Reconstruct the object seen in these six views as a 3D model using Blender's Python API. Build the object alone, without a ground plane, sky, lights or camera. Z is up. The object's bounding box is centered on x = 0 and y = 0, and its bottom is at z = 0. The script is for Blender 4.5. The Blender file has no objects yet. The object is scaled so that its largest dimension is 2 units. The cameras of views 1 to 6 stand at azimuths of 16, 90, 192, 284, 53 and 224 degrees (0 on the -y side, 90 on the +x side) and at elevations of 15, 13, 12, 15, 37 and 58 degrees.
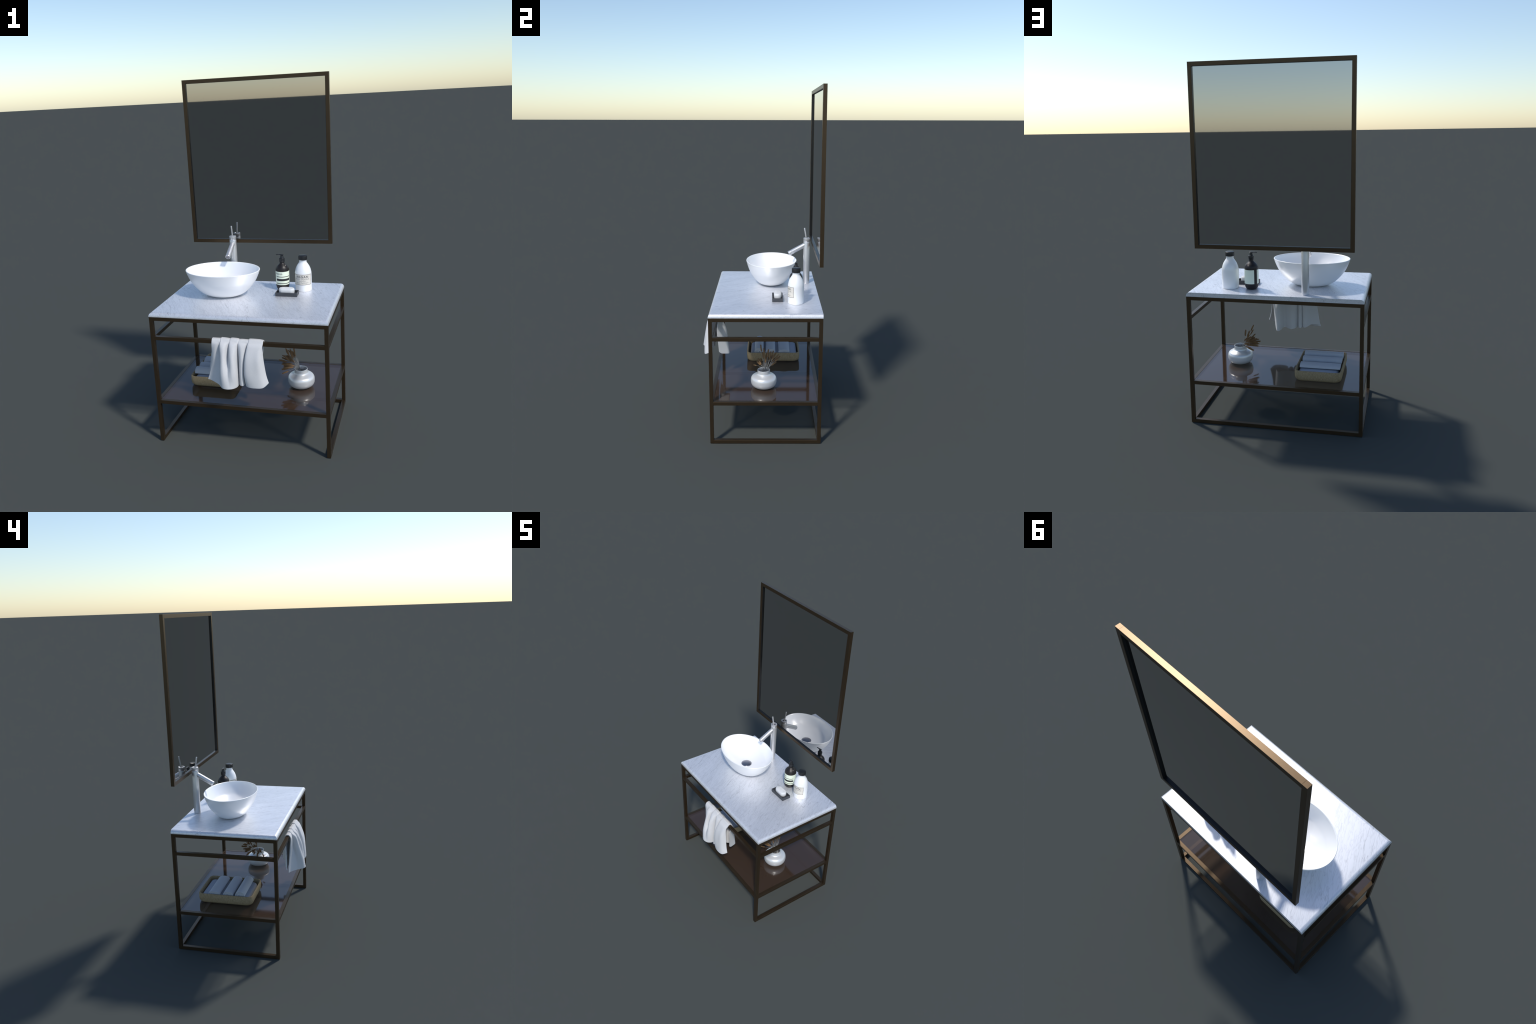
import bpy, bmesh, math, random
from mathutils import Vector, Matrix, noise

random.seed(7)
COL = bpy.context.scene.collection
rad = math.radians


# ------------------------------------------------------------------ materials
def nodes_of(name):
    m = bpy.data.materials.new(name)
    m.use_nodes = True
    t = m.node_tree
    return m, t, t.nodes["Principled BSDF"]


def plain(name, colour, rough=0.5, metal=0.0, spec=0.5, grain=0.0, grain_scale=40.0, bump=0.0, bump_scale=300.0, **more):
    """one-colour material with a faint procedural mottling and a fine bump"""
    m, t, b = nodes_of(name)
    b.inputs["Roughness"].default_value = rough
    b.inputs["Metallic"].default_value = metal
    b.inputs["Specular IOR Level"].default_value = spec
    for k, v in more.items():
        b.inputs[k.replace("_", " ")].default_value = v
    tc = t.nodes.new("ShaderNodeTexCoord")
    if grain:
        n = t.nodes.new("ShaderNodeTexNoise")
        n.inputs["Scale"].default_value = grain_scale
        n.inputs["Detail"].default_value = 4
        r = t.nodes.new("ShaderNodeValToRGB")
        r.color_ramp.elements[0].position, r.color_ramp.elements[1].position = 0.3, 0.7
        r.color_ramp.elements[0].color = (*[c * (1 - grain) for c in colour], 1)
        r.color_ramp.elements[1].color = (*[min(1, c * (1 + grain)) for c in colour], 1)
        t.links.new(tc.outputs["Object"], n.inputs["Vector"])
        t.links.new(n.outputs["Fac"], r.inputs["Fac"])
        t.links.new(r.outputs["Color"], b.inputs["Base Color"])
    else:
        b.inputs["Base Color"].default_value = (*colour, 1)
    if bump:
        n = t.nodes.new("ShaderNodeTexNoise")
        n.inputs["Scale"].default_value = bump_scale
        n.inputs["Detail"].default_value = 3
        bp = t.nodes.new("ShaderNodeBump")
        bp.inputs["Strength"].default_value = bump
        bp.inputs["Distance"].default_value = 0.001
        t.links.new(tc.outputs["Object"], n.inputs["Vector"])
        t.links.new(n.outputs["Fac"], bp.inputs["Height"])
        t.links.new(bp.outputs["Normal"], b.inputs["Normal"])
    return m


def marble_material():
    """pale grey-blue marble with fine short veins running at 120 degrees"""
    m, t, b = nodes_of("white_marble")
    L = t.links.new
    tc = t.nodes.new("ShaderNodeTexCoord")
    mp = t.nodes.new("ShaderNodeMapping")
    mp.inputs["Rotation"].default_value = (0, 0, rad(-120))
    L(tc.outputs["Object"], mp.inputs["Vector"])
    st = t.nodes.new("ShaderNodeMapping")
    st.inputs["Scale"].default_value = (0.15, 1.0, 1.0)
    L(mp.outputs["Vector"], st.inputs["Vector"])

    def vein(scale, dist, width, seed):
        n = t.nodes.new("ShaderNodeTexNoise")
        n.noise_dimensions = "4D"
        n.inputs["W"].default_value = seed
        n.inputs["Scale"].default_value = scale
        n.inputs["Detail"].default_value = 2.2
        n.inputs["Roughness"].default_value = 0.5
        n.inputs["Distortion"].default_value = dist
        L(st.outputs["Vector"], n.inputs["Vector"])
        s = t.nodes.new("ShaderNodeMath"); s.operation = "SUBTRACT"; s.inputs[1].default_value = 0.5
        a = t.nodes.new("ShaderNodeMath"); a.operation = "ABSOLUTE"
        r = t.nodes.new("ShaderNodeMapRange")
        r.inputs["From Min"].default_value, r.inputs["From Max"].default_value = 0.0, width
        r.inputs["To Min"].default_value, r.inputs["To Max"].default_value = 1.0, 0.0
        L(n.outputs["Fac"], s.inputs[0]); L(s.outputs[0], a.inputs[0]); L(a.outputs[0], r.inputs["Value"])
        return r.outputs["Result"]

    v1, v2 = vein(46, 0.35, 0.024, 1.3), vein(88, 0.3, 0.04, 7.7)
    gate = t.nodes.new("ShaderNodeTexNoise")
    gate.inputs["Scale"].default_value = 30
    gate.inputs["Detail"].default_value = 3
    L(st.outputs["Vector"], gate.inputs["Vector"])
    gr = t.nodes.new("ShaderNodeMapRange")
    gr.inputs["From Min"].default_value, gr.inputs["From Max"].default_value = 0.40, 0.62
    L(gate.outputs["Fac"], gr.inputs["Value"])
    g1 = t.nodes.new("ShaderNodeMath"); g1.operation = "MULTIPLY"
    L(v1, g1.inputs[0]); L(gr.outputs["Result"], g1.inputs[1])
    g2 = t.nodes.new("ShaderNodeMath"); g2.operation = "MULTIPLY"; g2.inputs[1].default_value = 0.42
    L(v2, g2.inputs[0])
    mx = t.nodes.new("ShaderNodeMath"); mx.operation = "MAXIMUM"
    L(g1.outputs[0], mx.inputs[0]); L(g2.outputs[0], mx.inputs[1])
    cloud = t.nodes.new("ShaderNodeTexNoise")
    cloud.inputs["Scale"].default_value = 9
    cloud.inputs["Detail"].default_value = 5
    L(st.outputs["Vector"], cloud.inputs["Vector"])
    base = t.nodes.new("ShaderNodeValToRGB")
    base.color_ramp.elements[0].position, base.color_ramp.elements[1].position = 0.35, 0.65
    base.color_ramp.elements[0].color = (*MARBLE_DARK, 1)
    base.color_ramp.elements[1].color = (*MARBLE_LIGHT, 1)
    L(cloud.outputs["Fac"], base.inputs["Fac"])
    sc = t.nodes.new("ShaderNodeMath"); sc.operation = "MULTIPLY"; sc.inputs[1].default_value = 0.48
    L(mx.outputs[0], sc.inputs[0])
    mix = t.nodes.new("ShaderNodeMix"); mix.data_type = "RGBA"
    L(sc.outputs[0], mix.inputs["Factor"])
    L(base.outputs["Color"], mix.inputs["A"])
    mix.inputs["B"].default_value = (*MARBLE_VEIN, 1)
    L(mix.outputs["Result"], b.inputs["Base Color"])
    b.inputs["Roughness"].default_value = 0.4
    b.inputs["Metallic"].default_value = 0.5
    return m


def woven_material():
    """tan woven fibre: fine vertical threads with uneven tone"""
    m, t, b = nodes_of("woven_fibre")
    L = t.links.new
    tc = t.nodes.new("ShaderNodeTexCoord")
    mp = t.nodes.new("ShaderNodeMapping"); mp.inputs["Scale"].default_value = (1, 1, 0.22)
    L(tc.outputs["Object"], mp.inputs["Vector"])
    n = t.nodes.new("ShaderNodeTexNoise")
    n.inputs["Scale"].default_value = 330; n.inputs["Detail"].default_value = 3
    L(mp.outputs["Vector"], n.inputs["Vector"])
    r = t.nodes.new("ShaderNodeValToRGB")
    r.color_ramp.elements[0].position, r.color_ramp.elements[1].position = 0.33, 0.68
    r.color_ramp.elements[0].color = (0.24, 0.18, 0.10, 1)
    r.color_ramp.elements[1].color = (0.385, 0.30, 0.178, 1)
    L(n.outputs["Fac"], r.inputs["Fac"])
    L(r.outputs["Color"], b.inputs["Base Color"])
    bp = t.nodes.new("ShaderNodeBump"); bp.inputs["Strength"].default_value = 0.4; bp.inputs["Distance"].default_value = 0.001
    L(n.outputs["Fac"], bp.inputs["Height"]); L(bp.outputs["Normal"], b.inputs["Normal"])
    b.inputs["Roughness"].default_value = 0.75
    b.inputs["Specular IOR Level"].default_value = 0.25
    return m


MARBLE_DARK, MARBLE_LIGHT, MARBLE_VEIN = (0.745, 0.755, 0.79), (0.815, 0.82, 0.855), (0.26, 0.26, 0.285)
M = dict(
    bronze=plain("bronze_metal", (0.092, 0.062, 0.036), 0.35, 0.78),
    shelf=plain("bronze_glass", (0.064, 0.038, 0.024), 0.06, 0.0, Alpha=0.66, IOR=1.95),
    lining=plain("black_lining", (0.008, 0.0085, 0.009), 0.3),
    mirror=plain("mirror_glass", (0.48, 0.48, 0.48), 0.015, 1.0),
    marble=marble_material(),
    ceramic=plain("white_ceramic", (0.97, 0.97, 0.97), 0.29, 0.13),
    steel=plain("brushed_steel", (0.62, 0.62, 0.63), 0.34, 0.65),
    dark_steel=plain("dark_steel", (0.22, 0.22, 0.24), 0.4, 1.0),
    drain=plain("drain_metal", (0.34, 0.34, 0.37), 0.32, 1.0),
    amber=plain("dark_brown_plastic", (0.012, 0.0085, 0.007), 0.42),
    black=plain("black_plastic", (0.012, 0.013, 0.015), 0.4),
    mint=plain("pale_green_paper", (0.90, 0.97, 0.80), 0.6, spec=0.3),
    ink=plain("black_ink", (0.018, 0.019, 0.021), 0.6),
    grey_ink=plain("grey_ink", (0.05, 0.055, 0.06), 0.6),
    pale_ink=plain("pale_grey_ink", (0.20, 0.20, 0.195), 0.6),
    milk=plain("white_plastic", (0.97, 0.97, 0.97), 0.38, 0.13),
    cream=plain("cream_paper", (0.74, 0.70, 0.63), 0.65, spec=0.3, grain=0.06, grain_scale=90),
    brown_ink=plain("brown_ink", (0.12, 0.085, 0.058), 0.6),
    slate=plain("dark_grey_stone", (0.046, 0.049, 0.057), 0.5, grain=0.1, grain_scale=120),
    soap=plain("white_soap", (0.70, 0.70, 0.70), 0.5, bump=0.5, bump_scale=90),
    pearl=plain("pearl_glaze", (0.76, 0.77, 0.78), 0.35, 0.38),
    towel=plain("white_terry_cloth", (0.66, 0.66, 0.67), 0.95, spec=0.15, bump=0.7, bump_scale=700, grain=0.05, grain_scale=500),
    roll=plain("pale_blue_grey_cloth", (0.50, 0.52, 0.56), 0.95, spec=0.15, bump=0.6, bump_scale=700, grain=0.04, grain_scale=300),
    fold=plain("blue_grey_cloth", (0.44, 0.47, 0.53), 0.95, spec=0.15, bump=0.6, bump_scale=700),
    woven=woven_material(),
    stem=plain("dry_stem", (0.24, 0.24, 0.235), 0.8, spec=0.2),
    seed=plain("dry_seed_head", (0.33, 0.20, 0.10), 0.85, spec=0.2, grain=0.35, grain_scale=260, bump=0.8, bump_scale=500),
)


# ------------------------------------------------------------------ building
def thing(name, origin, label, category):
    e = bpy.data.objects.new(name, None)
    e.empty_display_size = 0.05
    e.location = origin
    e["label"], e["category"] = label, category
    COL.objects.link(e)
    e["_o"] = 1
    return e


def place(name, mesh, parent, mat):
    ob = bpy.data.objects.new(name, mesh)
    if mat and not mesh.materials:
        mesh.materials.append(mat)
    COL.objects.link(ob)
    ob.parent = parent
    return ob


def root_of(o):
    while o.parent:
        o = o.parent
    return o


def part(name, parent, verts, faces, mat, smooth=None):
    """mesh part; vertices are given in world space and stored relative to the thing's base"""
    o = Vector(root_of(parent).location)
    me = bpy.data.meshes.new(name)
    me.from_pydata([Vector(v) - o for v in verts], [], faces)
    me.validate()
    bm = bmesh.new(); bm.from_mesh(me)
    bmesh.ops.recalc_face_normals(bm, faces=bm.faces[:])
    bm.to_mesh(me); bm.free()
    if smooth is not None:
        me.shade_smooth()
        me.set_sharp_from_angle(angle=rad(smooth))
    return place(name, me, parent, mat)


def bevel_box(lo, hi, r, segs=1):
    bm = bmesh.new()
    bmesh.ops.create_cube(bm, size=1)
    for v in bm.verts:
        v.co = [lo[i] + (v.co[i] + 0.5) * (hi[i] - lo[i]) for i in range(3)]
    if r:
        bmesh.ops.bevel(bm, geom=bm.edges[:], offset=r, segments=segs, profile=0.5, affect="EDGES")
    bm.verts.ensure_lookup_table()
    V = [v.co.copy() for v in bm.verts]
    F = [[v.index for v in f.verts] for f in bm.faces]
    bm.free()
    return V, F


def box(name, parent, lo, hi, mat, r=0.0003, segs=1):
    V, F = bevel_box(lo, hi, r, segs)
    return part(name, parent, V, F, mat, 35 if segs > 1 else None)


def rings_to_mesh(rings, close=True, cap0=True, cap1=True):
    n = len(rings[0])
    V = [p for r in rings for p in r]
    F = []
    for i in range(len(rings) - 1):
        for j in range(n if close else n - 1):
            k = (j + 1) % n
            F.append((i * n + j, i * n + k, (i + 1) * n + k, (i + 1) * n + j))
    if close and cap0:
        F.append(tuple(range(n)))
    if close and cap1:
        F.append(tuple((len(rings) - 1) * n + j for j in range(n)))
    return V, F


def smooth_profile(pts, per=6):
    """Catmull-Rom through 2D/3D points"""
    P = [Vector(p) for p in pts]
    out = []
    for i in range(len(P) - 1):
        a, b, c, d = P[max(i - 1, 0)], P[i], P[i + 1], P[min(i + 2, len(P) - 1)]
        for k in range(per):
            t = k / per
            out.append(0.5 * ((2 * b) + (c - a) * t + (2 * a - 5 * b + 4 * c - d) * t * t + (3 * b - a - 3 * c + d) * t ** 3))
    out.append(P[-1])
    return out


def lathe(name, parent, centre, profile, mat, segs=64, sx=1.0, sy=1.0, smooth=40):
    """turned body: profile is a list of (radius, world z); oval when sx != sy"""
    rings = [[(centre[0] + r * sx * math.cos(a), centre[1] + r * sy * math.sin(a), z)
              for a in [math.tau * j / segs for j in range(segs)]] for r, z in profile]
    V, F = rings_to_mesh(rings, True, profile[0][0] > 0, profile[-1][0] > 0)
    return part(name, parent, V, F, mat, smooth)


def tube_rings(path, radius, n=16):
    path = [Vector(p) for p in path]
    rings = []
    up = Vector((0.13, 0.31, 0.94))
    for i, p in enumerate(path):
        d = (path[min(i + 1, len(path) - 1)] - path[max(i - 1, 0)]).normalized()
        u = d.cross(up)
        if u.length < 1e-4:
            u = d.cross(Vector((1, 0, 0)))
        u.normalize()
        w = d.cross(u)
        r = radius(i / max(1, len(path) - 1)) if callable(radius) else radius
        rings.append([p + r * (math.cos(a) * u + math.sin(a) * w) for a in [math.tau * j / n for j in range(n)]])
    return rings


def rod(name, parent, a, b, profile, mat, n=32, smooth=40):
    """straight turned rod from a to b; profile is (fraction along, radius)"""
    a, b = Vector(a), Vector(b)
    d = (b - a).normalized()
    u = d.cross(Vector((1, 0, 0))).normalized()
    w = d.cross(u)
    rings = []
    for f, r in profile:
        p = a.lerp(b, f)
        rings.append([p + r * (math.cos(t) * u + math.sin(t) * w) for t in [math.tau * j / n for j in range(n)]])
    V, F = rings_to_mesh(rings)
    return part(name, parent, V, F, mat, smooth)


def rounded_rect(x0, x1, y0, y1, r, seg=8):
    pts = []
    for cx, cy, a0 in ((x1 - r, y1 - r, 0), (x0 + r, y1 - r, 90), (x0 + r, y0 + r, 180), (x1 - r, y0 + r, 270)):
        for k in range(seg + 1):
            a = rad(a0 + 90 * k / seg)
            pts.append((cx + r * math.cos(a), cy + r * math.sin(a)))
    return pts


def text_mesh(body, size, bold=0.0, spacing=1.0, shear=0.0):
    c = bpy.data.curves.new("lettering", "FONT")
    c.body, c.size, c.space_character, c.shear = body, size, spacing, shear
    c.align_x = "CENTER"
    c.offset = bold
    c.resolution_u = 3
    o = bpy.data.objects.new("lettering", c)
    COL.objects.link(o)
    dg = bpy.context.evaluated_depsgraph_get()
    me = bpy.data.meshes.new_from_object(o.evaluated_get(dg))
    V = [v.co.copy() for v in me.vertices]
    F = [list(p.vertices) for p in me.polygons]
    bpy.data.objects.remove(o); bpy.data.curves.remove(c); bpy.data.meshes.remove(me)
    return V, F


class Round:
    """maps label coordinates (arc length, height) on to an oval bottle wall"""
    def __init__(self, cx, cy, rx, ry, mid_deg):
        self.c, self.rx, self.ry, self.mid = (cx, cy), rx, ry, rad(mid_deg)

    def at(self, s, z, lift):
        a = self.mid + s / (0.5 * (self.rx + self.ry))
        return (self.c[0] + (self.rx + lift) * math.cos(a), self.c[1] + (self.ry + lift) * math.sin(a), z)

    def patch(self, name, parent, s0, s1, z0, z1, lift, mat, thick=0.0005, n=40):
        rings = []
        for i in range(n + 1):
            s = s0 + (s1 - s0) * i / n
            rings.append([self.at(s, z0, lift), self.at(s, z1, lift), self.at(s, z1, lift - thick), self.at(s, z0, lift - thick)])
        V, F = rings_to_mesh(rings)
        return part(name, parent, V, F, mat, 40)

    def text(self, name, parent, body, size, s, z, lift, mat, **k):
        V, F = text_mesh(body, size, **k)
        return part(name, parent, [self.at(s + v.x, z + v.y, lift) for v in V], F, mat)

    def line(self, name, parent, pts, width, lift, mat):
        """ink stroke through (s, z) points"""
        P = smooth_profile([(x, y, 0) for x, y in pts], 4)
        L, R = [], []
        for i, p in enumerate(P):
            d = (P[min(i + 1, len(P) - 1)] - P[max(i - 1, 0)]).normalized()
            q = Vector((-d.y, d.x, 0)) * width / 2
            L.append(p + q); R.append(p - q)
        V = [self.at(p.x, p.y, lift) for p in L] + [self.at(p.x, p.y, lift) for p in R]
        n = len(P)
        return part(name, parent, V, [(i, i + 1, n + i + 1, n + i) for i in range(n - 1)], mat)


# ------------------------------------------------------------------ washstand
X, YF, YB, B = 0.4916, -0.2746, 0.3596, 0.0206     # half width, front, back, bar thickness
TOP = 0.7540
stand = thing("washstand", (0, 0.0425, 0), "bronze metal washstand with marble top and basin", "washstand")
for sx in (-1, 1):
    for y0 in (YF, YB - B):
        xs = sorted((sx * X, sx * (X - B)))
        box("leg", stand, (xs[0], y0, 0.0), (xs[1], y0 + B, TOP), M["bronze"])


def rail_x(y0, z0, name="rail"):
    box(name, stand, (-X + B, y0, z0), (X - B, y0 + B, z0 + B), M["bronze"])


def rail_y(sx, z0):
    xs = sorted((sx * X, sx * (X - B)))
    box("rail", stand, (xs[0], YF + B, z0), (xs[1], YB - B, z0 + B), M["bronze"])


for z in (TOP - B, 0.2358):
    rail_x(YF, z); rail_x(YB - B, z)
rail_x(YF, 0.6203, "towel_rail")
rail_x(YB - B, 0.0)
for sx in (-1, 1):
    for z in (TOP - B, 0.6203, 0.2358, 0.0):
        rail_y(sx, z)

SHELF = 0.2552
box("shelf_panel", stand, (-X + B, YF + B, SHELF - 0.010), (X - B, YB - B, SHELF), M["shelf"], 0.0)

# marble slab: rounded upper edge on front and sides, square back, mitred front corners
mx, my0, my1, z0, z1 = 0.4924, -0.2756, 0.3603, 0.7540, 0.7777
levels = [(0.0006, z0), (0.0, z0 + 0.0006), (0.0, z0 + 0.0015)]
for k in range(1, 11):
    a = rad(90 * k / 10)
    levels.append((0.0195 * (1 - math.cos(a)), z0 + 0.0015 + (z1 - z0 - 0.0015) * math.sin(a)))
rings = [[(-mx + d, my0 + d, z), (mx - d, my0 + d, z), (mx - d, my1, z), (-mx + d, my1, z)] for d, z in levels]
V, F = rings_to_mesh(rings)
part("marble_top", stand, V, F, M["marble"], 30)

# oval vessel basin
BC, BA, BB = (-0.1706, 0.0772), 0.2200, 0.1622
out_p = smooth_profile([(0.0, 0.7776), (0.22, 0.7776), (0.34, 0.7782), (0.42, 0.7815), (0.50, 0.7880), (0.61, 0.8022),
                        (0.755, 0.8325), (0.862, 0.8630), (0.925, 0.8890), (0.966, 0.9100), (0.994, 0.9275)], 5)
rim_p = [(0.9985, 0.9295), (0.9995, 0.9312), (0.996, 0.9330), (0.988, 0.9338), (0.978, 0.9333), (0.969, 0.9315)]
in_p = smooth_profile([(0.962, 0.9290), (0.936, 0.9165), (0.886, 0.8990), (0.826, 0.8825), (0.750, 0.8655), (0.650, 0.8525),
                       (0.550, 0.8420), (0.450, 0.8335), (0.350, 0.8275), (0.230, 0.8225), (0.0, 0.8205)], 5)
prof = [(p.x, p.y) for p in out_p] + rim_p + [(p.x, p.y) for p in in_p]
segs = 96
rings = [[(BC[0] + BA * r * math.cos(a), BC[1] + BB * r * math.sin(a), z) for a in [math.tau * j / segs for j in range(segs)]]
         for r, z in prof[1:-1]]
V, F = rings_to_mesh(rings)
basin = part("basin", stand, V, F, M["ceramic"], 50)
lathe("drain", basin, BC, [(0.0, 0.8268), (0.018, 0.8264), (0.031, 0.8252), (0.0365, 0.8236), (0.0375, 0.820)][::-1], M["drain"], 48, smooth=60)

# tall mixer tap
FX, FY = -0.171, 0.304
tap = lathe("tap", stand, (FX, FY), [(0.0195, 0.7776), (0.0205, 0.779), (0.0208, 0.785), (0.0210, 1.0510), (0.0202, 1.0530), (0.0196, 1.0545),
                                     (0.0202, 1.0560), (0.0212, 1.0580), (0.0214, 1.0735), (0.0208, 1.0760), (0.0190, 1.0772), (0.0135, 1.0772),
                                     (0.0125, 1.0762), (0.0120, 1.0680)], M["steel"], 48)
lathe("tap_socket", tap, (FX, FY), [(0.0118, 1.0675), (0.0118, 1.0700), (0.0, 1.0705)], M["dark_steel"], 32)
a, b = (FX, 0.298, 1.0335), (FX - 0.0005, 0.1892, 0.9735)
rod("spout", tap, a, b, [(0, 0.0150), (0.86, 0.0152), (0.875, 0.0146), (0.89, 0.0152), (0.985, 0.0153), (1.0, 0.0142), (1.0, 0.0122), (0.97, 0.0120)], M["steel"])
av, bv = Vector(a), Vector(b)
rod("aerator", tap, av.lerp(bv, 0.95), av.lerp(bv, 0.975), [(0, 0.0118), (1, 0.0118)], M["dark_steel"])
rod("tap_handle", tap, (FX, 0.3015, 1.0685), (FX - 0.0005, 0.2892, 1.1412), [(0, 0.0046), (0.97, 0.0046), (1.0, 0.0036)], M["steel"], 16)

# ------------------------------------------------------------------ mirror
mir = thing("wall_mirror", (-0.0047, 0.348, 1.0273), "tall rectangular mirror in thin bronze frame", "mirror")
x0, x1, y0, y1, z0, z1, w, q = -0.4380, 0.4284, 0.3386, 0.3600, 1.0270, 2.0000, 0.0210, 0.0012
box("frame_bar", mir, (x0, y0, z0), (x0 + w, y1, z1), M["bronze"])
box("frame_bar", mir, (x1 - w, y0, z0), (x1, y1, z1), M["bronze"])
box("frame_bar", mir, (x0 + w, y0, z0), (x1 - w, y1, z0 + w), M["bronze"])
box("frame_bar", mir, (x0 + w, y0, z1 - w), (x1 - w, y1, z1), M["bronze"])
# dark lining strips on the inner faces of the frame
ix0, ix1, iz0, iz1 = x0 + w, x1 - w, z0 + w, z1 - w
for lo, hi in (((ix0, y0 + q, iz0), (ix0 + q, y1 - q, iz1)), ((ix1 - q, y0 + q, iz0), (ix1, y1 - q, iz1)),
               ((ix0 + q, y0 + q, iz0), (ix1 - q, y1 - q, iz0 + q)), ((ix0 + q, y0 + q, iz1 - q), (ix1 - q, y1 - q, iz1))):
    box("frame_lining", mir, lo, hi, M["lining"], 0.0)
box("mirror_pane", mir, (ix0 + q, 0.3478, iz0 + q), (ix1 - q, 0.3486, iz1 - q), M["mirror"], 0.0)

# ------------------------------------------------------------------ pump bottle
PX, PY, PZ = 0.1492, 0.2225, 0.7779
pump = thing("pump_bottle", (PX, PY, PZ), "dark brown pump bottle with pale green striped label", "soap dispenser")
body = [(0.0, PZ), (0.0245, PZ), (0.0285, PZ + 0.0012), (0.0315, PZ + 0.0045), (0.0360, PZ + 0.013), (0.0385, PZ + 0.0215), (0.0393, PZ + 0.028)]
body += [(0.0393, PZ + 0.119)]
body += [(p.x, p.y) for p in smooth_profile([(0.0391, PZ + 0.122), (0.0386, PZ + 0.1265), (0.0360, PZ + 0.134), (0.0300, PZ + 0.1435), (0.0208, PZ + 0.1525),
                                             (0.0150, PZ + 0.1582), (0.0131, PZ + 0.1635), (0.0130, PZ + 0.170)], 4)] + [(0.0, PZ + 0.170)]
bot = lathe("bottle_body", pump, (PX, PY), body, M["amber"], 64)
R1 = Round(PX, PY, 0.0393, 0.0393, -90)
arc = 0.0393 * math.pi / 180
R1.patch("label", bot, -116 * arc, 244 * arc - 0.0 - 28 * arc, PZ + 0.0345, PZ + 0.1140, 0.0005, M["mint"], n=90)
for zz, h in ((0.0822, 0.0036), (0.0590, 0.0130), (0.0418, 0.0036)):
    R1.patch("label_stripe", bot, -46 * arc, 84 * arc, PZ + zz, PZ + zz + h, 0.0008, M["ink"], n=50)
R1.text("label_text", bot, "Aesop.", 0.0165, -18.5 * arc, PZ + 0.0975, 0.0008, M["grey_ink"])
cap = lathe("pump_collar", pump, (PX, PY), [(0.0, PZ + 0.166), (0.0150, PZ + 0.166), (0.0158, PZ + 0.167), (0.0160, PZ + 0.1885), (0.0150, PZ + 0.1905),
                                            (0.0115, PZ + 0.1915), (0.0100, PZ + 0.196), (0.0078, PZ + 0.2035), (0.0078, PZ + 0.2065), (0.0, PZ + 0.2065)], M["black"], 40)
rings = []
for f, hw, zt, zb in ((0.0095, 0.0030, 0.2108, 0.2068), (0.0085, 0.0062, 0.2115, 0.2060), (0.0, 0.0082, 0.2120, 0.2055), (-0.0085, 0.0062, 0.2118, 0.2060),
                      (-0.0160, 0.0042, 0.2116, 0.2072), (-0.0270, 0.0034, 0.2112, 0.2070), (-0.0325, 0.0030, 0.2104, 0.2056), (-0.0340, 0.0022, 0.2092, 0.2050)):
    zm, hh = PZ + (zt + zb) / 2, (zt - zb) / 2
    rings.append([(PX + f, PY + 0.002 * f / -0.034 + hw * math.cos(t), zm + hh * math.sin(t)) for t in [math.tau * j / 16 for j in range(16)]])
V, F = rings_to_mesh(rings)
part("pump_nozzle", pump, V, F, M["black"], 50)

# ------------------------------------------------------------------ lotion bottle
LX, LY, LZ = 0.2745, 0.2170, 0.7779
lot = thing("lotion_bottle", (LX, LY, LZ), "white oval lotion bottle with cream label and black cap", "lotion bottle")
sil = [(0.0, LZ), (0.0440, LZ), (0.0465, LZ + 0.001), (0.0478, LZ + 0.004), (0.0482, LZ + 0.010)]
sil += [(p.x, p.y) for p in smooth_profile([(0.0485, LZ + 0.050), (0.0485, LZ + 0.098), (0.0468, LZ + 0.116), (0.0430, LZ + 0.131), (0.0372, LZ + 0.145),
                                            (0.0295, LZ + 0.1575), (0.0238, LZ + 0.1660), (0.0216, LZ + 0.1720), (0.0212, LZ + 0.1790), (0.0212, LZ + 0.1860)], 4)] + [(0.0, LZ + 0.186)]
LSX, LSY = 0.995, 0.96
lb = lathe("bottle_body", lot, (LX, LY), sil, M["milk"], 72, LSX, LSY)
rr = 0.0485
R2 = Round(LX, LY, rr * LSX, rr * LSY, -88)
ar = rr * 0.978 * math.pi / 180
za, zb = LZ + 0.0425, LZ + 0.1045
R2.patch("label", lb, -70 * ar, 70 * ar, za, zb, 0.0005, M["cream"], n=60)
for q in ((-70 * ar, 70 * ar, za, za + 0.0016), (-70 * ar, 70 * ar, zb - 0.0016, zb), (-70 * ar, -68 * ar, za + 0.0016, zb - 0.0016), (68 * ar, 70 * ar, za + 0.0016, zb - 0.0016)):
    R2.patch("label_border", lb, *q, 0.0008, M["brown_ink"], n=50 if q[1] - q[0] > 0.01 else 3)
R2.text("label_text", lb, "ARGAN", 0.0185, 0.0, za + 0.0425, 0.0008, M["grey_ink"], bold=0.0003, spacing=1.25)
R2.text("label_text", lb, "BODY LIQUEUR", 0.0110, 0.0, za + 0.0312, 0.0008, M["pale_ink"], spacing=1.1)
R2.patch("label_rule", lb, -0.022, 0.020, za + 0.0232, za + 0.0244, 0.0008, M["pale_ink"], n=20)
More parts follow.
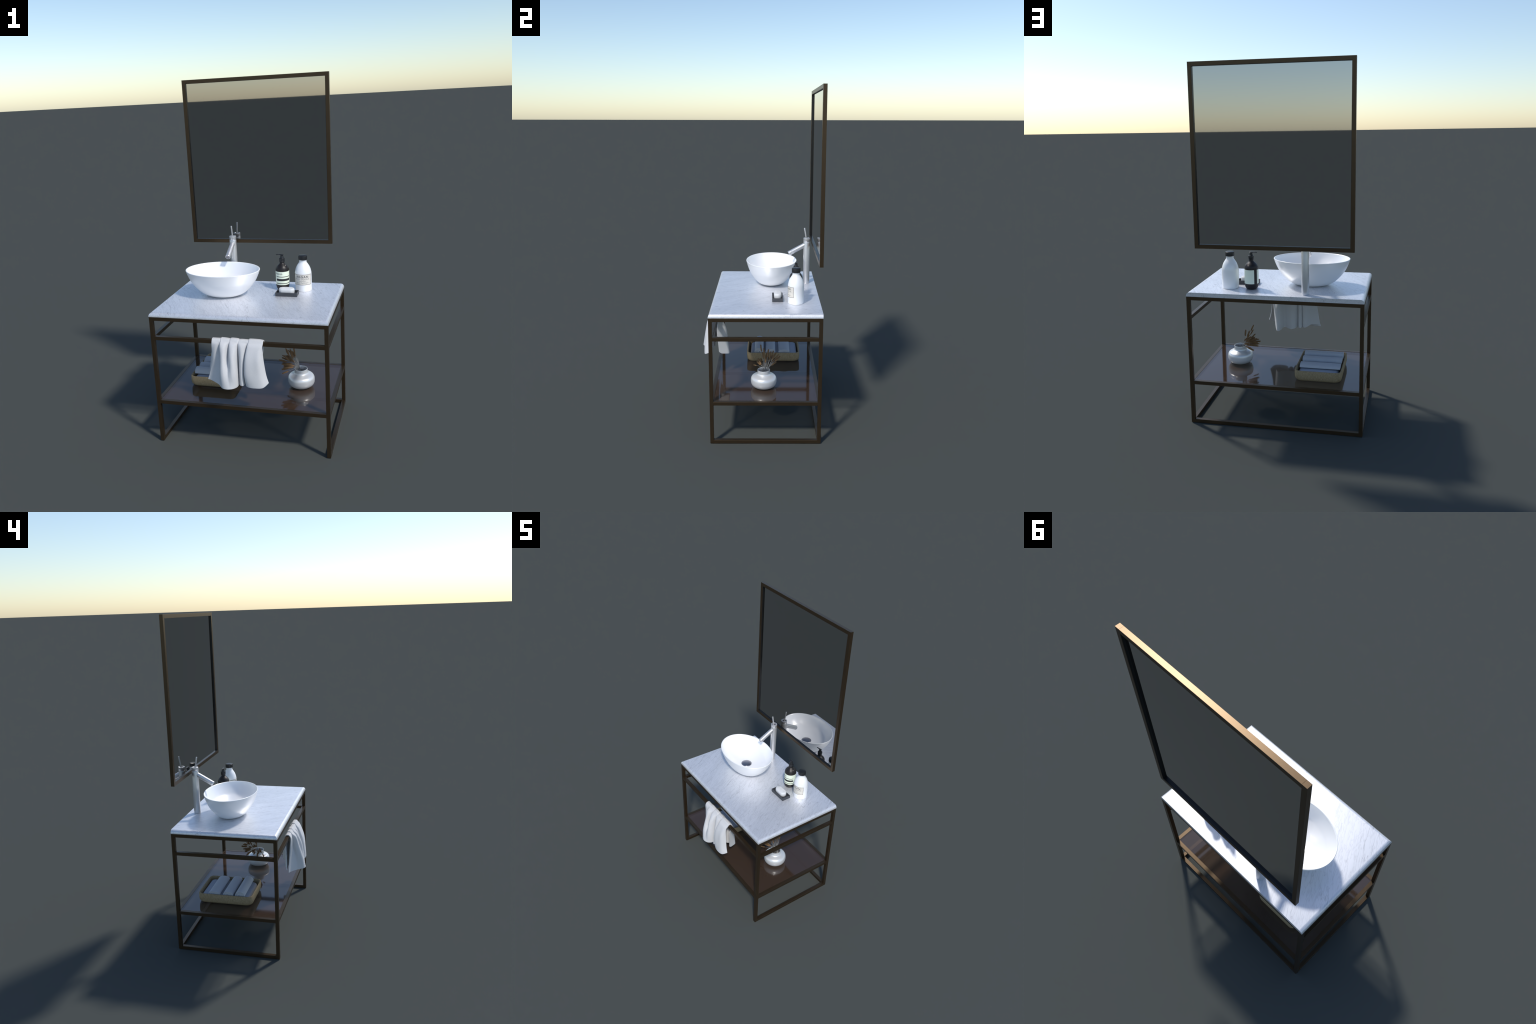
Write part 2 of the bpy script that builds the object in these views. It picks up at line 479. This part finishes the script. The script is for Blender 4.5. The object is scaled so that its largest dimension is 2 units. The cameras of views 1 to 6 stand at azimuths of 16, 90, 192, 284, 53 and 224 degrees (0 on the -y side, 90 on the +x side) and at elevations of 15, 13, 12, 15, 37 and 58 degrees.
for s0, s1 in ((-0.034, -0.012), (-0.006, 0.036)):
    n = int((s1 - s0) / 0.0030)
    pts = [(s0 + (s1 - s0) * i / n, za + 0.0125 + (0.0022 if i % 2 else -0.0022) * (1.9 if i in (1, 2) else 0.9 if i % 5 else 1.3)) for i in range(n + 1)]
    R2.line("label_script", lb, pts, 0.0010, 0.0008, M["pale_ink"])
lathe("cap", lot, (LX, LY), [(0.0, LZ + 0.184), (0.0240, LZ + 0.184), (0.0252, LZ + 0.185), (0.0254, LZ + 0.2050), (0.0246, LZ + 0.2078), (0.0225, LZ + 0.2092), (0.0, LZ + 0.2092)], M["black"], 48)

# ------------------------------------------------------------------ soap dish and soap
dx0, dx1, dy0, dy1, dz0, dz1 = 0.1355, 0.2610, 0.0800, 0.1430, 0.7779, 0.7998
dish = thing("soap_dish", (0.198, 0.1115, dz0), "dark grey rectangular stone soap dish", "soap dish")


def rect(x0, x1, y0, y1, z):
    return [(x0, y0, z), (x1, y0, z), (x1, y1, z), (x0, y1, z)]


t, e = 0.0042, 0.0007
levels = [rect(dx0 + e, dx1 - e, dy0 + e, dy1 - e, dz0), rect(dx0, dx1, dy0, dy1, dz0 + e), rect(dx0, dx1, dy0, dy1, dz1 - e),
          rect(dx0 + e, dx1 - e, dy0 + e, dy1 - e, dz1), rect(dx0 + t - e, dx1 - t + e, dy0 + t - e, dy1 - t + e, dz1),
          rect(dx0 + t, dx1 - t, dy0 + t, dy1 - t, dz1 - e), rect(dx0 + t, dx1 - t, dy0 + t, dy1 - t, dz0 + 0.0085)]
V, F = rings_to_mesh(levels)
part("dish", dish, V, F, M["slate"])

SX, SY, SZ = 0.1960, 0.1130, dz0 + 0.0087
soap = thing("soap_bar", (SX, SY, SZ), "white rounded oblong bar of soap", "soap")
HL, HW, HH = 0.0455, 0.0232, 0.0345
plan = rounded_rect(-HL, HL, -HW, HW, HW - 0.0002, 10)
rings = []
for sc, h in ((0.80, 0.0), (0.90, 0.0022), (0.965, 0.007), (0.995, 0.014), (1.0, 0.020), (0.982, 0.0255), (0.94, 0.0290), (0.88, 0.0312), (0.80, 0.0328),
              (0.70, 0.0337), (0.55, 0.0344), (0.40, 0.0349), (0.25, 0.0352), (0.1, 0.0353)):
    inset = (1 - sc) * HW
    ring = []
    for px, py in plan:
        sxx = px * (HL - inset) / HL if sc > 0.6 else px * sc * 1.0 + 0
        syy = py * (HW - inset) / HW if sc > 0.6 else py * sc
        if sc <= 0.6:
            sxx = px * (HL - (1 - 0.6) * HW) / HL * sc / 0.6
        top = 0.0
        if h > 0.0325:   # worn embossed wave on the upper face
            top = 0.0018 * math.sin(sxx * 190 + 1.2 * math.sin(syy * 260)) * max(0, 1 - (sxx / 0.034) ** 2) * max(0, 1 - (syy / 0.016) ** 2)
        ring.append((SX + sxx, SY + syy, SZ + h + top))
    rings.append(ring)
V, F = rings_to_mesh(rings)
part("soap", soap, V, F, M["soap"], 60)

# ------------------------------------------------------------------ vase with dried grass
VX, VY, VZ = 0.2812, 0.0305, SHELF + 0.0003
VS = 0.981   # height scale of the vase profile
vase = thing("vase", (VX, VY, VZ), "squat pearly white vase with short wide neck", "vase")
prof = [(0.0, VZ), (0.030, VZ)] + [(p.x, p.y) for p in smooth_profile(
    [(0.036, VZ + 0.0006), (0.051, VZ + 0.0034), (0.0635, VZ + 0.0100), (0.0718, VZ + 0.0200), (0.0758, VZ + 0.0315), (0.0768, VZ + 0.0430), (0.0766, VZ + 0.0520), (0.0746, VZ + 0.0612),
     (0.0690, VZ + 0.0700), (0.0600, VZ + 0.0760), (0.0500, VZ + 0.0800), (0.0420, VZ + 0.0835), (0.0382, VZ + 0.0885), (0.0372, VZ + 0.0950), (0.0372, VZ + 0.1100)], 4)]
prof += [(0.0366, VZ + 0.1118), (0.0352, VZ + 0.1118), (0.0345, VZ + 0.1100), (0.0345, VZ + 0.0880), (0.0400, VZ + 0.0800), (0.0600, VZ + 0.0700), (0.0700, VZ + 0.0500), (0.0660, VZ + 0.0200), (0.045, VZ + 0.008), (0.0, VZ + 0.006)]
prof = [(r, VZ + (z - VZ) * VS) for r, z in prof]
lathe("vase_body", vase, (VX, VY), prof, M["pearl"], 72, smooth=50)

grass = thing("dried_grass", (VX, VY, VZ + 0.01), "bunch of dried brown grass seed heads on grey stems", "dried flowers")


def seed_head_mesh(k):
    """spindle of overlapping spikelets, built along +z, unit length"""
    rnd = random.Random(100 + k)
    V, F = [], []

    def add(verts, faces):
        o = len(V)
        V.extend(verts); F.extend([tuple(i + o for i in f) for f in faces])

    core = []
    for i in range(9):
        f = i / 8
        r = 0.062 * math.sin(math.pi * min(1, f * 0.93 + 0.05)) ** 0.7
        core.append([(r * math.cos(a), r * math.sin(a), f) for a in [math.tau * j / 8 for j in range(8)]])
    add(*rings_to_mesh(core))
    for i in range(90):
        f = (i + 0.5) / 90
        a = i * 2.39996 + rnd.uniform(-0.3, 0.3)
        z = 0.02 + 0.80 * f
        r = 0.060 * math.sin(math.pi * (0.08 + 0.86 * f)) ** 0.7
        ln = rnd.uniform(0.13, 0.21)
        base = Vector((r * 0.8 * math.cos(a), r * 0.8 * math.sin(a), z))
        d = Vector((math.cos(a) * 0.34, math.sin(a) * 0.34, 1)).normalized()
        path = [base, base + d * ln * 0.45 + Vector((0, 0, 0.0)), base + d * ln]
        rg = tube_rings(path, lambda t: 0.021 * (0.55 + 1.8 * t * (1 - t) * 1.6 - 0.48 * t), 5)
        add(*rings_to_mesh(rg))
    me = bpy.data.meshes.new("seed_head")
    me.from_pydata(V, [], F)
    me.materials.append(M["seed"])
    me.shade_smooth()
    return me


heads = [seed_head_mesh(k) for k in range(3)]
tips = [(.199, .011, .493), (.236, .060, .478), (.196, .030, .470), (.205, .090, .455), (.190, .108, .440), (.200, .122, .430), (.196, .132, .416),
        (.185, .118, .400), (.165, .060, .425), (.147, .045, .402), (.151, .062, .392), (.170, .085, .414), (.182, -.033, .353), (.190, -.012, .380),
        (.181, .004, .375), (.175, .040, .368), (.178, .092, .358), (.190, .108, .376), (.160, .030, .411), (.186, .022, .441), (.212, .074, .454),
        (.170, .012, .391), (.168, .012, .357), (.206, .045, .430), (.158, .075, .404), (.180, .050, .430), (.186, .075, .420),
        (.220, .032, .462), (.174, .102, .396), (.166, .045, .384), (.196, -.004, .402), (.214, .098, .440)]
go = Vector(grass.location)
for i, tip in enumerate(tips):
    tip = Vector(tip)
    ln = random.uniform(0.040, 0.060)
    rim = Vector((VX - 0.020 + random.uniform(-0.011, 0.006), VY + 0.004 + 0.30 * (tip.y - VY) + random.uniform(-0.006, 0.006), VZ + 0.112))
    foot = Vector((VX + random.uniform(-0.005, 0.025), VY + random.uniform(-0.018, 0.018), VZ + 0.012))
    d = (tip - rim).normalized()
    droop = Vector((-0.25, 0, -0.16)) if tip.z < 0.44 else Vector((-0.06, 0, 0.05))
    hd = (d + droop * 0.6).normalized()
    hb = tip - hd * ln
    mid = rim.lerp(hb, 0.5) + Vector((0.004, 0, 0.10 * (hb - rim).length))
    path = smooth_profile([foot, rim - (rim - foot) * 0.25, rim, mid, hb, hb + hd * 0.006], 5)
    V, F = rings_to_mesh(tube_rings(path, lambda t: 0.0009 - 0.0004 * t, 6))
    st = part("grass_stem", grass, V, F, M["stem"], 60)
    h = place("seed_head", heads[i % 3], st, None)
    q = Vector((0, 0, 1)).rotation_difference(hd)
    wd = random.uniform(0.88, 1.15)
    h.matrix_local = Matrix.Translation(hb - go) @ q.to_matrix().to_4x4() @ Matrix.Rotation(random.uniform(0, 6.28), 4, "Z") @ Matrix.Diagonal((ln * wd, ln * wd, ln, 1))

# ------------------------------------------------------------------ basket with towels
bx0, bx1, by0, by1 = -0.3630, -0.0950, -0.0825, 0.2635
bz0, bz1 = SHELF + 0.0003, 0.3195
basket = thing("storage_basket", ((bx0 + bx1) / 2, (by0 + by1) / 2, bz0), "shallow tan woven basket with rounded corners", "basket")
lv = [(0.022, bz0, 0.026), (0.015, bz0 + 0.0012, 0.03), (0.0085, bz0 + 0.0045, 0.034), (0.0040, bz0 + 0.010, 0.036), (0.0012, bz0 + 0.018, 0.031), (0.0, bz0 + 0.030, 0.030), (0.0, bz1 - 0.0025, 0.030),
      (0.0012, bz1 - 0.0008, 0.0295), (0.003, bz1, 0.029), (0.0065, bz1 - 0.0006, 0.027), (0.0085, bz1 - 0.003, 0.026), (0.0095, bz0 + 0.020, 0.026), (0.012, bz0 + 0.010, 0.028), (0.02, bz0 + 0.0075, 0.025)]
rings = []
for d, z, r in lv:
    rings.append([(x, y, z) for x, y in rounded_rect(bx0 + d, bx1 - d, by0 + d, by1 - d, r, 10)])
V, F = rings_to_mesh(rings)
part("basket_shell", basket, V, F, M["woven"], 60)

# one folded towel lying flat, three rolls on it
px0, px1, py0, py1 = bx0 + 0.022, bx1 - 0.019, by0 + 0.024, by1 - 0.016
pz0, pz1 = bz0 + 0.009, 0.3070
folded = thing("folded_towel", ((px0 + px1) / 2, (py0 + py1) / 2, pz0), "flat folded pale blue grey towel", "towel")
rings = []
for d, f in ((0.012, 0.0), (0.003, 0.12), (0.0, 0.35), (0.0, 0.62), (0.0025, 0.82), (0.007, 0.94), (0.016, 1.0), (0.05, 1.01), (0.09, 1.015)):
    z = pz0 + (pz1 - pz0) * f
    rings.append([(x, y, z) for x, y in rounded_rect(px0 + d, px1 - d, py0 + d, py1 - d, 0.022, 8)])
V, F = rings_to_mesh(rings)
part("folded_cloth", folded, V, F, M["fold"], 70)


def rolled_towel(yc, w, h, xa, xb, zc, turn):
    """spiral roll of cloth, lying along x; flattened to w by h"""
    rt = thing("rolled_towel", ((xa + xb) / 2, yc, zc - h / 2), "rolled pale blue grey towel with spiral ends", "towel")
    low = (zc - pz1 - 0.0004) / (h / 2)       # the underside rests flat on the towel below
    turns, per = 3.6, 30
    n = int(turns * per)
    outer, inner = [], []
    for i in range(n + 1):
        a = math.tau * i / per
        f = i / n
        ro = 0.20 + 0.80 * f
        ri = max(0.02, ro - 0.80 / turns * 0.89)
        aa = a + turn
        for ring, r in ((outer, ro), (inner, ri)):
            c, s = r * math.cos(aa), r * math.sin(aa)
            ring.append((c, s if s > 0 else s * low))
    # ease the loose end down on to the turn below
    loop_n = len(outer)
    stations = []
    L = xb - xa
    for f, k in ((0.0, 0.90), (0.012, 0.97), (0.03, 1.0), (0.25, 1.012), (0.5, 1.0), (0.75, 1.012), (0.97, 1.0), (0.988, 0.97), (1.0, 0.90)):
        x = xa + L * f
        th = (1 - k) * 0.9
        o = [(x, yc + c * w / 2 * (1 - th * 0.12), zc + s * h / 2 * (1 - th * 0.12)) for c, s in outer]
        q = [(x, yc + c * w / 2 * (1 + th * 0.10), zc + s * h / 2 * (1 + th * 0.10)) for c, s in inner]
        stations.append(o + q[::-1])
    V = [p for s in stations for p in s]
    m = 2 * loop_n
    F = []
    for i in range(len(stations) - 1):
        for j in range(m):
            k = (j + 1) % m
            F.append((i * m + j, i * m + k, (i + 1) * m + k, (i + 1) * m + j))
    for base in (0, (len(stations) - 1) * m):
        for j in range(loop_n - 1):
            F.append((base + j, base + j + 1, base + m - 2 - j, base + m - 1 - j))
    part("towel_roll", rt, V, F, M["roll"], 50)


rolled_towel(-0.0010, 0.0690, 0.0620, -0.3480, -0.1165, 0.3178, 1.2)
rolled_towel(0.0745, 0.0720, 0.0470, -0.3475, -0.1175, 0.3170, 0.9)
rolled_towel(0.1640, 0.0820, 0.0390, -0.3485, -0.1175, 0.3160, 0.7)

# ------------------------------------------------------------------ hand towel on the rail
# cross-sections of the hanging cloth, front side: (x, y) at each level, left edge to right edge
cloth = thing("hand_towel", (0.0, -0.264, 0.395), "white cotton hand towel draped in loose folds", "towel")
F_TOP = [(-.134, 0), (-.112, 0), (-.092, 0), (-.0835, -.004), (-.0825, .004), (-.078, .0045), (-.056, .0035), (-.038, .001), (-.0325, -.004), (-.0310, .003), (-.024, .005),
         (-.006, .0045), (.009, .003), (.0135, -.004), (.016, .0), (.030, .001), (.052, .0005), (.066, -.002), (.0695, -.004), (.0705, .003), (.076, .005), (.105, .005), (.130, .004), (.148, .001)]
# at the front edge of the rail (d = how far the cloth stands out from the rail front)
F_070 = [(-.134, .005), (-.112, .008), (-.096, .003), (-.084, -.003), (-.0860, .012), (-.080, .025), (-.062, .026), (-.047, .010), (-.037, -.002), (-.0340, .014), (-.026, .024),
         (-.009, .024), (.004, .013), (.0105, -.003), (.018, .011), (.032, .017), (.050, .011), (.059, -.003), (.0620, -.003), (.0650, .014), (.072, .021), (.104, .022), (.131, .021), (.147, .0145)]
F_055 = [(-.138, .000), (-.124, .008), (-.106, .006), (-.086, .006), (-.085, .024), (-.077, .040), (-.064, .045), (-.053, .032), (-.042, .015), (-.034, .032), (-.024, .048),
         (-.010, .050), (.001, .031), (.009, -.005), (.021, .021), (.034, .031), (.045, .023), (.049, -.006), (.051, .002), (.055, .033), (.065, .046), (.100, .045), (.132, .042), (.150, .0175)]
F_045 = [(-.150, -.003), (-.140, .000), (-.115, .008), (-.089, .026), (-.083, .046), (-.074, .062), (-.060, .0675), (-.048, .0645), (-.036, .060), (-.024, .064), (-.010, .065),
         (.003, .054), (.008, .029), (.009, .000), (.022, .029), (.032, .041), (.040, .034), (.041, .006), (.044, .010), (.051, .041), (.064, .056), (.104, .055), (.140, .047), (.161, .0205)]
F_BOT = [(-.171, -.003), (-.156, .000), (-.127, .013), (-.098, .033), (-.080, .054), (-.067, .070), (-.052, .0770), (-.036, .0785), (-.022, .075), (-.010, .069), (.000, .059),
         (.008, .044), (.010, .020), (.010, .004), (.022, .034), (.032, .044), (.041, .040), (.046, .014), (.050, .010), (.056, .034), (.072, .052), (.112, .057), (.150, .049), (.1745, .0225)]
B_070 = [(-.134, .002), (-.112, .004), (-.098, .003), (-.084, .002), (-.079, .004), (-.074, .006), (-.058, .006), (-.042, .004), (-.036, .001), (-.032, .005), (-.024, .007),
         (-.008, .008), (.004, .005), (.010, .001), (.016, .008), (.030, .010), (.048, .010), (.062, .008), (.068, .008), (.076, .010), (.090, .012), (.110, .012), (.130, .009), (.146, .002)]
B_055 = [(-.150, -.005), (-.126, -.003), (-.104, -.002), (-.086, .006), (-.076, .012), (-.066, .011), (-.056, -.001), (-.053, .006), (-.046, .013), (-.036, .012), (-.031, -.004),
         (-.024, .003), (-.010, .017), (.008, .019), (.026, .014), (.042, .009), (.058, .012), (.070, .028), (.080, .041), (.092, .045), (.106, .039), (.119, .022), (.128, .006), (.134, -.008)]
B_BOT = [(-.168, -.012), (-.140, -.010), (-.112, -.008), (-.090, .001), (-.078, .012), (-.066, .013), (-.058, -.002), (-.054, .008), (-.046, .018), (-.036, .016), (-.030, -.006),
         (-.022, .003), (-.006, .022), (.012, .026), (.032, .018), (.052, .009), (.068, .014), (.077, .040), (.083, .056), (.091, .063), (.100, .056), (.108, .033), (.114, .015), (.119, .002)]
RF, RB, RT = YF, YF + B, 0.6405
zf = [0.412, 0.411, 0.4065, 0.404, 0.4035, 0.403, 0.402, 0.4015, 0.4015, 0.402, 0.4025, 0.404, 0.407, 0.410, 0.411, 0.411, 0.411, 0.412, 0.413, 0.411, 0.410, 0.409, 0.411, 0.428]
zb = [0.428, 0.428, 0.425, 0.414, 0.410, 0.410, 0.412, 0.409, 0.407, 0.408, 0.412, 0.408, 0.402, 0.398, 0.400, 0.404, 0.403, 0.397, 0.394, 0.393, 0.394, 0.397, 0.401, 0.412]
n = len(F_TOP)
G = 0.0045  # half of the cloth thickness keeps it clear of the rail


def level(sec, base, sign, z):
    return [(x, base + sign * (G + max(d, -0.003 if not isinstance(z, list) and z > 0.6 else -0.012)), z[i] if isinstance(z, list) else z) for i, (x, d) in enumerate(sec)]


def blend_z(a, b, f):
    return [(1 - f) * (a if not isinstance(a, list) else a[i]) + f * (b if not isinstance(b, list) else b[i]) for i in range(n)]


rows = [level(B_BOT, RB, 1, zb),
        level([((a[0] + b[0]) / 2, (a[1] + b[1]) / 2) for a, b in zip(B_BOT, B_055)], RB, 1, blend_z(zb, 0.555, 0.5)),
        level(B_055, RB, 1, 0.555), level(B_070, RB, 1, 0.622)]
top = []
for f in (0.12, 0.38, 0.62, 0.88):
    y = RB + (RF - RB) * f
    top.append([(x, y, RT + G + max(0.0, d) + (0.0018 if 0.2 < f < 0.8 else 0.0006)) for x, d in F_TOP])
rows += [level([(x, d * 0.6) for x, d in F_TOP], RB, 1, RT - 0.004)] + top + [level([(x, d * 0.8) for x, d in F_TOP], RF, -1, RT - 0.003)]
rows += [level(F_070, RF, -1, 0.617), level(F_055, RF, -1, 0.555), level(F_045, RF, -1, 0.475), level(F_BOT, RF, -1, zf)]
fine = [smooth_profile(r, 5) for r in rows]
cols = list(zip(*fine))
grid = [smooth_profile(c, 7) for c in cols]        # grid[across][along]
na, nl = len(grid), len(grid[0])
V = [p for c in grid for p in c]
F = [(i * nl + j, i * nl + j + 1, (i + 1) * nl + j + 1, (i + 1) * nl + j) for i in range(na - 1) for j in range(nl - 1)]
tw = part("towel_cloth", cloth, V, F, M["towel"], 180)
so = tw.modifiers.new("thickness", "SOLIDIFY"); so.thickness = 0.0055; so.offset = 0.0
bv = tw.modifiers.new("hem", "BEVEL"); bv.width = 0.0018; bv.segments = 2; bv.limit_method = "ANGLE"; bv.angle_limit = rad(70)
